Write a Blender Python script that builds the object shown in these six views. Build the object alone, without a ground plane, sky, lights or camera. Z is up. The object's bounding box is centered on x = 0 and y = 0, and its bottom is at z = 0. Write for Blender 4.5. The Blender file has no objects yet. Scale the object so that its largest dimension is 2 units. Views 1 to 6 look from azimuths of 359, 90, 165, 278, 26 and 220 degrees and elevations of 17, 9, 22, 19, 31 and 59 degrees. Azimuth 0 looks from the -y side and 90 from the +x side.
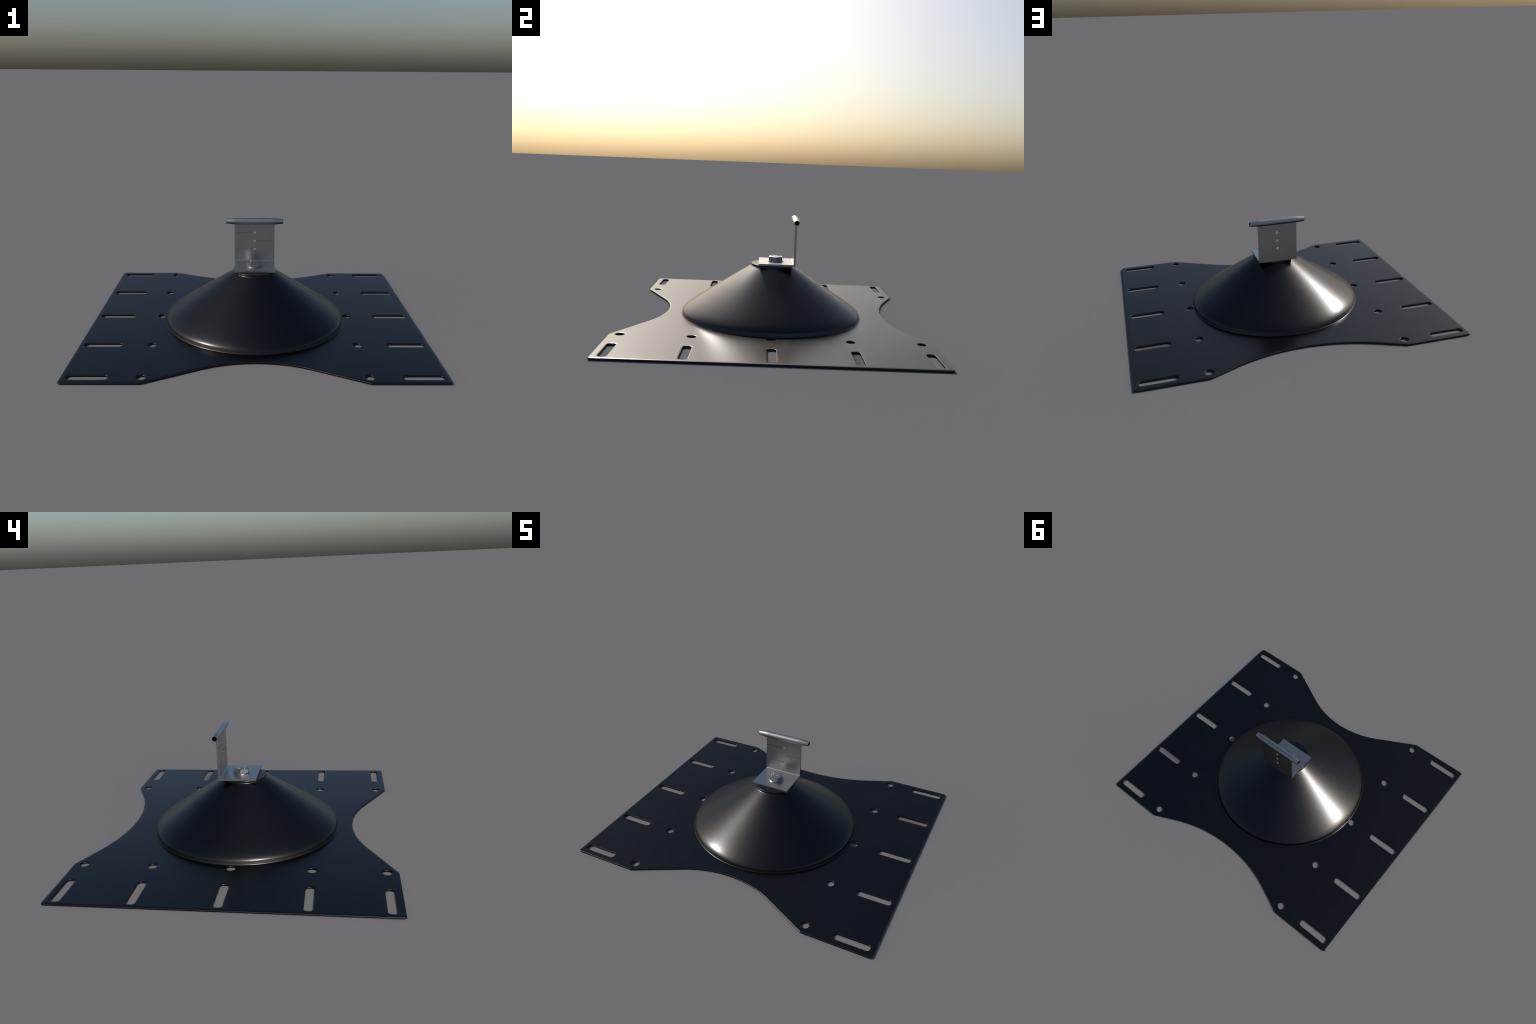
"""Sheet-metal mounting foot: waisted slotted base plate, pressed cone, bolted angle bracket with a tube on top."""
import bpy, bmesh, math
from mathutils import Vector, Matrix

# ------------------------------------------------------------------ helpers
def new_mesh_object(name, bm, material, parent=None, smooth_angle=35.0):
    me = bpy.data.meshes.new(name)
    bmesh.ops.recalc_face_normals(bm, faces=bm.faces[:])
    bm.to_mesh(me)
    bm.free()
    ob = bpy.data.objects.new(name, me)
    bpy.context.scene.collection.objects.link(ob)
    if material:
        me.materials.append(material)
    if parent:
        ob.parent = parent
    shade(me, smooth_angle)
    return ob


def shade(me, angle):
    for p in me.polygons:
        p.use_smooth = True
    if hasattr(me, "set_sharp_from_angle"):
        me.set_sharp_from_angle(angle=math.radians(angle))


def bake_modifiers(ob):
    """Replace the object's mesh by its evaluated one and drop the modifiers."""
    dg = bpy.context.evaluated_depsgraph_get()
    dg.update()
    me = bpy.data.meshes.new_from_object(ob.evaluated_get(dg), depsgraph=dg)
    old = ob.data
    ob.modifiers.clear()
    ob.data = me
    me.name = old.name
    bpy.data.meshes.remove(old)
    return ob


def revolve(profile, segments, axis="Z"):
    """bmesh lathed from (radius, height) pairs; radius 0 closes to a point."""
    bm = bmesh.new()
    rings = []
    for r, h in profile:
        if r <= 1e-6:
            rings.append([bm.verts.new((0, 0, h))])
        else:
            rings.append([bm.verts.new((r * math.cos(2 * math.pi * k / segments),
                                        r * math.sin(2 * math.pi * k / segments), h)) for k in range(segments)])
    for a, b in zip(rings, rings[1:]):
        for k in range(segments):
            n = (k + 1) % segments
            if len(a) == 1 and len(b) == 1:
                continue
            if len(a) == 1:
                bm.faces.new((a[0], b[k], b[n]))
            elif len(b) == 1:
                bm.faces.new((a[k], a[n], b[0]))
            else:
                bm.faces.new((a[k], a[n], b[n], b[k]))
    if axis == "X":
        bm.transform(Matrix.Rotation(math.radians(90), 4, "Y"))
    return bm


def arc(cx, cy, r, a0, a1, n):
    return [(cx + r * math.cos(math.radians(a0 + (a1 - a0) * i / n)),
             cy + r * math.sin(math.radians(a0 + (a1 - a0) * i / n))) for i in range(n + 1)]


def offset_loop(pts, d):
    """Move a closed counter-clockwise loop inwards by d (mitred)."""
    out, n = [], len(pts)
    for i in range(n):
        p0, p1, p2 = Vector(pts[i - 1]), Vector(pts[i]), Vector(pts[(i + 1) % n])
        e0, e1 = (p1 - p0).normalized(), (p2 - p1).normalized()
        n0, n1 = Vector((-e0.y, e0.x)), Vector((-e1.y, e1.x))
        m = (n0 + n1)
        m /= max(0.2, m.length_squared / 2)
        out.append(tuple(p1 + m * d))
    return out


def round_corners(pts, radius, steps=6):
    """Fillet every corner sharper than 12 degrees of a closed CCW polyline."""
    out, n = [], len(pts)
    for i in range(n):
        p0, p1, p2 = Vector(pts[i - 1]), Vector(pts[i]), Vector(pts[(i + 1) % n])
        e0, e1 = (p1 - p0), (p2 - p1)
        turn = abs(math.atan2(e0.x * e1.y - e0.y * e1.x, e0.dot(e1)))
        if turn < math.radians(12):
            out.append(tuple(p1))
            continue
        t = min(radius * math.tan(turn / 2), 0.45 * e0.length, 0.45 * e1.length)
        a, b = p1 - e0.normalized() * t, p1 + e1.normalized() * t
        for k in range(steps + 1):
            s = k / steps
            out.append(tuple(a * (1 - s) ** 2 + p1 * 2 * s * (1 - s) + b * s * s))
    return out


# ---------------------------------------------------------------- materials
def principled(name):
    m = bpy.data.materials.new(name)
    m.use_nodes = True
    nt = m.node_tree
    return m, nt, nt.nodes["Principled BSDF"]


def noise(nt, scale, detail=3.0, stretch=(1, 1, 1)):
    tc = nt.nodes.new("ShaderNodeTexCoord")
    mp = nt.nodes.new("ShaderNodeMapping")
    mp.inputs["Scale"].default_value = stretch
    tx = nt.nodes.new("ShaderNodeTexNoise")
    tx.inputs["Scale"].default_value = scale
    tx.inputs["Detail"].default_value = detail
    nt.links.new(tc.outputs["Object"], mp.inputs["Vector"])
    nt.links.new(mp.outputs["Vector"], tx.inputs["Vector"])
    return tx.outputs["Fac"]


def to_range(nt, src, lo, hi):
    mr = nt.nodes.new("ShaderNodeMapRange")
    mr.inputs["From Min"].default_value, mr.inputs["From Max"].default_value = 0.3, 0.7
    mr.inputs["To Min"].default_value, mr.inputs["To Max"].default_value = lo, hi
    nt.links.new(src, mr.inputs["Value"])
    return mr.outputs["Result"]


def black_coated_steel(name, mottle):
    m, nt, b = principled(name)
    ramp = nt.nodes.new("ShaderNodeValToRGB")
    ramp.color_ramp.elements[0].color = (*BLACK_A, 1)
    ramp.color_ramp.elements[1].color = (*BLACK_B, 1)
    nt.links.new(noise(nt, 9.0, 4.0), ramp.inputs["Fac"])
    nt.links.new(ramp.outputs["Color"], b.inputs["Base Color"])
    b.inputs["Metallic"].default_value = BLACK_METAL
    b.inputs["IOR"].default_value = 1.5
    nt.links.new(to_range(nt, noise(nt, 60.0, 0.0), BLACK_ROUGH - 0.012 * mottle, BLACK_ROUGH + 0.012 * mottle), b.inputs["Roughness"])
    bp = nt.nodes.new("ShaderNodeBump")
    bp.inputs["Strength"].default_value = 0.02 * mottle
    bp.inputs["Distance"].default_value = 0.001
    nt.links.new(noise(nt, 75.0, 0.0), bp.inputs["Height"])
    nt.links.new(bp.outputs["Normal"], b.inputs["Normal"])
    return m


def bare_steel(name, colour, rough):
    m, nt, b = principled(name)
    ramp = nt.nodes.new("ShaderNodeValToRGB")
    ramp.color_ramp.elements[0].color = (*[c * 0.96 for c in colour], 1)
    ramp.color_ramp.elements[1].color = (*[min(1, c * 1.04) for c in colour], 1)
    nt.links.new(noise(nt, 60.0, 3.0), ramp.inputs["Fac"])
    nt.links.new(ramp.outputs["Color"], b.inputs["Base Color"])
    b.inputs["Metallic"].default_value = 1.0
    nt.links.new(to_range(nt, noise(nt, 140.0, 2.0), rough - 0.004, rough + 0.004), b.inputs["Roughness"])
    return m


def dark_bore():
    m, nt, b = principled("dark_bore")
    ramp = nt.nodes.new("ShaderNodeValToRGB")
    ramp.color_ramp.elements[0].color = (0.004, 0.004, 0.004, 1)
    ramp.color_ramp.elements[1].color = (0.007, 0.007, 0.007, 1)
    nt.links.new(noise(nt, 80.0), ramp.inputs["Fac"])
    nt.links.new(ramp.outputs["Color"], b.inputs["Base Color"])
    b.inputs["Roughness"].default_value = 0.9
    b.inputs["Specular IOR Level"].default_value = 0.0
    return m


BLACK_A, BLACK_B = (0.040, 0.040, 0.042), (0.046, 0.046, 0.048)
BLACK_METAL, BLACK_ROUGH = 1.0, 0.28
MAT_BLACK = black_coated_steel("black_coated_steel", 0.1)
MAT_CONE = black_coated_steel("black_pressed_steel", 0.45)
MAT_STEEL = bare_steel("bare_steel", (0.395, 0.395, 0.395), 0.34)
MAT_BOLT = bare_steel("bolt_steel", (0.395, 0.395, 0.395), 0.27)
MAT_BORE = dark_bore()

# --------------------------------------------------------------- root empty
root = bpy.data.objects.new("mounting_foot", None)
bpy.context.scene.collection.objects.link(root)
root["label"] = "black waisted base plate with cone and bolted steel bracket"
root["category"] = "mounting bracket"

# --------------------------------------------------------------- base plate
HALF_X, HALF_Y, THICK = 1.0, 0.875, 0.0096
WAIST_X = 0.585                      # where the straight sides end
FRONT_WAIST = dict(slope=0.54, depth=0.2295)   # -y side, deeper
BACK_WAIST = dict(slope=0.46, depth=0.1655)    # +y side, shallower


def waist(slope, depth, x):
    """Depth of the cut-out at x: straight flanks tangent to a circular arc."""
    ang = math.atan(slope)
    s, c = math.sin(ang), math.cos(ang)
    x0 = (slope * WAIST_X - depth) / (slope - (1 - c) / s)
    r = x0 / s
    x = abs(x)
    if x < x0:
        return depth - (r - math.sqrt(r * r - x * x))
    return slope * (WAIST_X - x)


STEPS = 72
xs = [-WAIST_X + 2 * WAIST_X * i / STEPS for i in range(STEPS + 1)]
outline = [(-HALF_X, -HALF_Y)]
outline += [(x, -HALF_Y + waist(**FRONT_WAIST, x=x)) for x in xs]
outline += [(HALF_X, -HALF_Y), (HALF_X, HALF_Y)]
outline += [(x, HALF_Y - waist(**BACK_WAIST, x=x)) for x in reversed(xs)]
outline += [(-HALF_X, HALF_Y)]
outline = round_corners(outline, 0.016)

ROWS = (-0.815, -0.4295, 0.0, 0.4295, 0.815)
HOLE_X, HOLE_R = 0.588, 0.0246
SLOT_IN, SLOT_OUT, SLOT_HALF, SLOT_ROUND = 0.7575, 0.9725, 0.0227, 0.0188


def round_hole(cx, cy, r, n=40):
    return [(cx + r * math.cos(-2 * math.pi * k / n), cy + r * math.sin(-2 * math.pi * k / n)) for k in range(n)]


def slot_hole(x0, x1, cy, h, r):
    pts = []
    for cx, cyy, a in ((x1 - r, cy + h - r, 0), (x0 + r, cy + h - r, 90), (x0 + r, cy - h + r, 180), (x1 - r, cy - h + r, 270)):
        pts += arc(cx, cyy, r, a, a + 90, 9)
    return pts[::-1]


loops = [outline]
for sx in (-1, 1):
    for cy in ROWS:
        loops.append(round_hole(sx * HOLE_X, cy, HOLE_R))
        loops.append(slot_hole(min(sx * SLOT_IN, sx * SLOT_OUT), max(sx * SLOT_IN, sx * SLOT_OUT), cy, SLOT_HALF, SLOT_ROUND))


def edge_profile(t):
    """(inset, height) round the rim, bottom to top: small lower chamfer, softly rolled upper edge."""
    roll = 0.0035
    pts = [(0.0009, 0.0), (0.0, 0.0009)]
    for i in range(7):
        a = math.radians(90 * i / 6)
        pts.append((roll * (1 - math.cos(a)), t - 0.0009 - roll + roll * math.sin(a)))
    pts += [(0.0070, t - 0.0005), (0.0115, t - 0.0001), (0.0140, t)]  # barely sloped border shaped to give the smooth-shading gradient along edges
    return pts


bm = bmesh.new()
top_edges, bottom_edges = [], []
for li, pts in enumerate(loops):
    prof = edge_profile(THICK)
    if li:                                   # holes: tighter roll
        prof = [(i * 0.55, h) for i, h in prof]
    rings = []
    for inset, h in prof:
        rings.append([bm.verts.new((x, y, h)) for x, y in offset_loop(pts, inset)])
    n = len(pts)
    for a, b in zip(rings, rings[1:]):
        for k in range(n):
            bm.faces.new((a[k], a[(k + 1) % n], b[(k + 1) % n], b[k]))
    for ring, store in ((rings[0], bottom_edges), (rings[-1], top_edges)):
        for k in range(n):
            store.append(bm.edges.get((ring[k], ring[(k + 1) % n])))
bmesh.ops.triangle_fill(bm, edges=top_edges, use_beauty=True, normal=(0, 0, 1))
bmesh.ops.triangle_fill(bm, edges=bottom_edges, use_beauty=True, normal=(0, 0, -1))
plate = new_mesh_object("base_plate", bm, MAT_BLACK, root, 50)
wn = plate.modifiers.new("flat_tops", "WEIGHTED_NORMAL")
wn.weight, wn.keep_sharp, wn.mode = 100, True, "FACE_AREA"

# --------------------------------------------------------------------- cone
CAP_R, CAP_TOP, CAP_FOOT = 0.1315, 0.3300, 0.3152
BASE_R, FLANGE_TOP_R, FLANGE_TOP = 0.5572, 0.5532, 0.0290


def cone_profile():
    # foot: a small fillet rolls out onto the plate and ends in a thin brim
    pts = [(BASE_R - 0.004, THICK - 0.003), (BASE_R + 0.0036, THICK - 0.0010), (BASE_R + 0.0038, THICK + 0.0004),
           (BASE_R + 0.0026, THICK + 0.0011), (BASE_R + 0.0012, THICK + 0.0024), (BASE_R + 0.0003, THICK + 0.0045)]
    pts += [(FLANGE_TOP_R + 0.0020, FLANGE_TOP - 0.008)]
    # rounded shoulder: cubic from the flange into the straight flank
    p0, p3 = Vector((FLANGE_TOP_R, FLANGE_TOP)), Vector((0.437, 0.1180))
    c1, c2 = Vector((0.5490, 0.0440)), Vector((0.5135, 0.0682))
    for i in range(19):
        s = i / 18
        q = p0 * (1 - s) ** 3 + c1 * 3 * s * (1 - s) ** 2 + c2 * 3 * s * s * (1 - s) + p3 * s ** 3
        pts.append((q.x, q.y))
    foot = Vector((CAP_R + 0.0062, 0.3128))
    for i in range(1, 16):
        q = p3.lerp(foot, i / 16)
        pts.append((q.x, q.y))
    pts += [(foot.x, foot.y), (CAP_R + 0.0030, CAP_FOOT), (CAP_R + 0.0010, CAP_FOOT + 0.0020), (CAP_R, CAP_FOOT + 0.0045), (CAP_R, CAP_TOP - 0.003),
            (CAP_R - 0.0009, CAP_TOP - 0.0009), (CAP_R - 0.003, CAP_TOP), (0.06, CAP_TOP), (0.0, CAP_TOP)]
    return pts


cone = new_mesh_object("cone", revolve(cone_profile(), 192), MAT_CONE, root, 60)
wn = cone.modifiers.new("flat_tops", "WEIGHTED_NORMAL")
wn.weight, wn.keep_sharp = 60, True

# ------------------------------------------------------------------ bracket
BR_X, BR_FRONT, BR_BACK = 0.1270, -0.0855, 0.1385
BR_BOTTOM, BR_T, BR_TOP = 0.3312, 0.0120, 0.590
in_y, in_z = BR_BACK - BR_T, BR_BOTTOM + BR_T
bend = 0.0045
section = [(BR_FRONT, BR_BOTTOM), (BR_BACK, BR_BOTTOM), (BR_BACK, BR_TOP), (in_y, BR_TOP)]
section += [(y, z) for y, z in arc(in_y - bend, in_z + bend, bend, 0, -90, 6)]
section += [(BR_FRONT, in_z)]
bm = bmesh.new()
left = [bm.verts.new((-BR_X, y, z)) for y, z in section]
right = [bm.verts.new((BR_X, y, z)) for y, z in section]
bm.faces.new(left)
bm.faces.new(right[::-1])
for k in range(len(section)):
    n = (k + 1) % len(section)
    bm.faces.new((left[k], right[k], right[n], left[n]))
bracket = new_mesh_object("angle_bracket", bm, MAT_STEEL, root, 30)
bv = bracket.modifiers.new("bevel", "BEVEL")
bv.width, bv.segments, bv.limit_method, bv.angle_limit = 0.0007, 2, "ANGLE", math.radians(50)
PIN_X, PIN_R, PIN_Z = 0.0008, 0.0084, (0.5284, 0.4747, 0.4207)
cutters = []
bm = bmesh.new()
for i, z in enumerate(PIN_Z):
    rot = Matrix.Translation((PIN_X, (in_y + BR_BACK) / 2, z)) @ Matrix.Rotation(math.radians(90), 4, "X")
    bmesh.ops.create_cone(bm, cap_ends=True, segments=32, radius1=PIN_R, radius2=PIN_R, depth=0.05, matrix=rot)
pins = new_mesh_object("pin_cutter", bm, None)
bm = bmesh.new()
for i, z in enumerate(PIN_Z):      # shading seams modelled as thin grooves, hole to alternate edges, inner face only
    side = -1 if i % 2 == 0 else 1
    x0, x1 = PIN_X + side * PIN_R, side * (BR_X + 0.01)
    m = Matrix.Translation(((x0 + x1) / 2, in_y, z + 0.0005)) @ Matrix.Diagonal((abs(x1 - x0), 0.0100, 0.0021, 1))
    bmesh.ops.create_cube(bm, size=1.0, matrix=m)
seam_grooves = new_mesh_object("shading_seam_cutter", bm, None)
for cutter in (pins, seam_grooves):
    mod = bracket.modifiers.new("cut", "BOOLEAN")
    mod.operation, mod.solver, mod.object = "DIFFERENCE", "EXACT", cutter
bake_modifiers(bracket)
for cutter in (pins, seam_grooves):
    bpy.data.objects.remove(cutter)
shade(bracket.data, 40)
wn = bracket.modifiers.new("flat_tops", "WEIGHTED_NORMAL")
wn.weight, wn.keep_sharp = 100, True

# ------------------------------------------------------------- tube on top
TUBE_Y, TUBE_Z, TUBE_HALF, TUBE_R, TUBE_END_R, WALL = 0.1335, 0.6025, 0.1800, 0.0212, 0.0155, 0.0016
profile = []
for i in range(41):
    x = -TUBE_HALF + 2 * TUBE_HALF * i / 40
    f = max(0.0, (abs(x) - 0.118) / (TUBE_HALF - 0.118))
    profile.append((TUBE_R - (TUBE_R - TUBE_END_R) * min(1.0, f) ** 1.3, x))
BORE = 0.035
inner = TUBE_END_R - WALL
outer = [(inner, -TUBE_HALF)] + profile + [(inner, TUBE_HALF)]
tube = new_mesh_object("crossbar_tube", revolve(outer, 48, "X"), MAT_STEEL, root, 40)
tube.location = (0, TUBE_Y, TUBE_Z)
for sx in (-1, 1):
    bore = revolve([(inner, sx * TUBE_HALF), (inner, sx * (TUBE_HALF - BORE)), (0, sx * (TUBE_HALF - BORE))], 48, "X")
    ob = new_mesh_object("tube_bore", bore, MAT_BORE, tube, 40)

# --------------------------------------------------------------------- bolt
BOLT_X, BOLT_Y, SEAT = -0.001, 0.0182, in_z + 0.0002
FLANGE_R, HEX_R, HEAD_TOP = 0.0495, 0.0485, 0.3745
washer = new_mesh_object("bolt_flange", revolve(
    [(0, 0), (FLANGE_R - 0.001, 0), (FLANGE_R, 0.001), (FLANGE_R, 0.0042), (FLANGE_R - 0.0012, 0.0056),
     (FLANGE_R - 0.0035, 0.0064), (0.036, 0.0085), (0, 0.0085)], 64), MAT_BOLT, None, 40)
washer.location = (BOLT_X, BOLT_Y, SEAT)

bm = bmesh.new()
h = HEAD_TOP - SEAT
bmesh.ops.create_cone(bm, cap_ends=True, segments=6, radius1=HEX_R, radius2=HEX_R, depth=h - 0.004,
                      matrix=Matrix.Translation((0, 0, 0.004 + (h - 0.004) / 2)) @ Matrix.Rotation(math.radians(30), 4, "Z"))
head = new_mesh_object("bolt_head", bm, MAT_BOLT, root, 25)
flat = HEX_R * math.cos(math.radians(30))
crown = new_mesh_object("crown_cutter", revolve(
    [(0, -0.02), (0.08, -0.02), (0.08, h - 0.0125), (flat * 0.97, h - 0.0003), (flat * 0.93, h), (0, h)], 96), None)
mod = head.modifiers.new("chamfer", "BOOLEAN")
mod.operation, mod.solver, mod.object = "INTERSECT", "EXACT", crown
bake_modifiers(head)
bpy.data.objects.remove(crown)
if MAT_BOLT.name not in [m.name for m in head.data.materials if m]:
    head.data.materials.append(MAT_BOLT)
shade(head.data, 14)
head.location = (BOLT_X, BOLT_Y, SEAT)
washer.parent = head
washer.location = (0, 0, 0)


# raised grade mark on the bolt head: two figures and a dot on the left, a small pointer in the middle
def raised_text(name, body, size, x, y, turn):
    cu = bpy.data.curves.new(name, "FONT")
    cu.body, cu.size, cu.extrude = body, size, 0.0014
    cu.align_x, cu.align_y = "CENTER", "CENTER"
    cu.bevel_depth, cu.bevel_resolution = 0.0006, 1
    tmp = bpy.data.objects.new(name, cu)
    bpy.context.scene.collection.objects.link(tmp)
    dg = bpy.context.evaluated_depsgraph_get()
    me = bpy.data.meshes.new_from_object(tmp.evaluated_get(dg), depsgraph=dg)
    bpy.data.objects.remove(tmp)
    ob = bpy.data.objects.new(name, me)
    bpy.context.scene.collection.objects.link(ob)
    me.materials.clear()
    me.materials.append(MAT_BOLT)
    ob.parent = head
    ob.location = (x, y, h + 0.0004)
    ob.rotation_euler = (0, 0, math.radians(turn))
    return ob


raised_text("grade_figure", "8", 0.024, -0.0190, -0.0195, -45)
raised_text("grade_figure", "8", 0.024, -0.0215, 0.0145, -135)
bm = bmesh.new()
bmesh.ops.create_cone(bm, cap_ends=True, segments=24, radius1=0.0026, radius2=0.0020, depth=0.003, matrix=Matrix.Translation((-0.0130, 0.0245, h + 0.0005)))
new_mesh_object("grade_dot", bm, MAT_BOLT, head, 30)
bm = bmesh.new()
bmesh.ops.create_cone(bm, cap_ends=True, segments=3, radius1=0.0048, radius2=0.0036, depth=0.003, matrix=Matrix.Translation((-0.0035, 0.0005, h + 0.0005)))
bmesh.ops.create_cube(bm, size=1.0, matrix=Matrix.Translation((0.0085, -0.0018, h + 0.0005)) @ Matrix.Rotation(math.radians(-8), 4, "Z") @ Matrix.Diagonal((0.0150, 0.0038, 0.003, 1)))
bmesh.ops.bevel(bm, geom=bm.edges[:], offset=0.0004, segments=1, affect="EDGES")
new_mesh_object("maker_mark", bm, MAT_BOLT, head, 30)
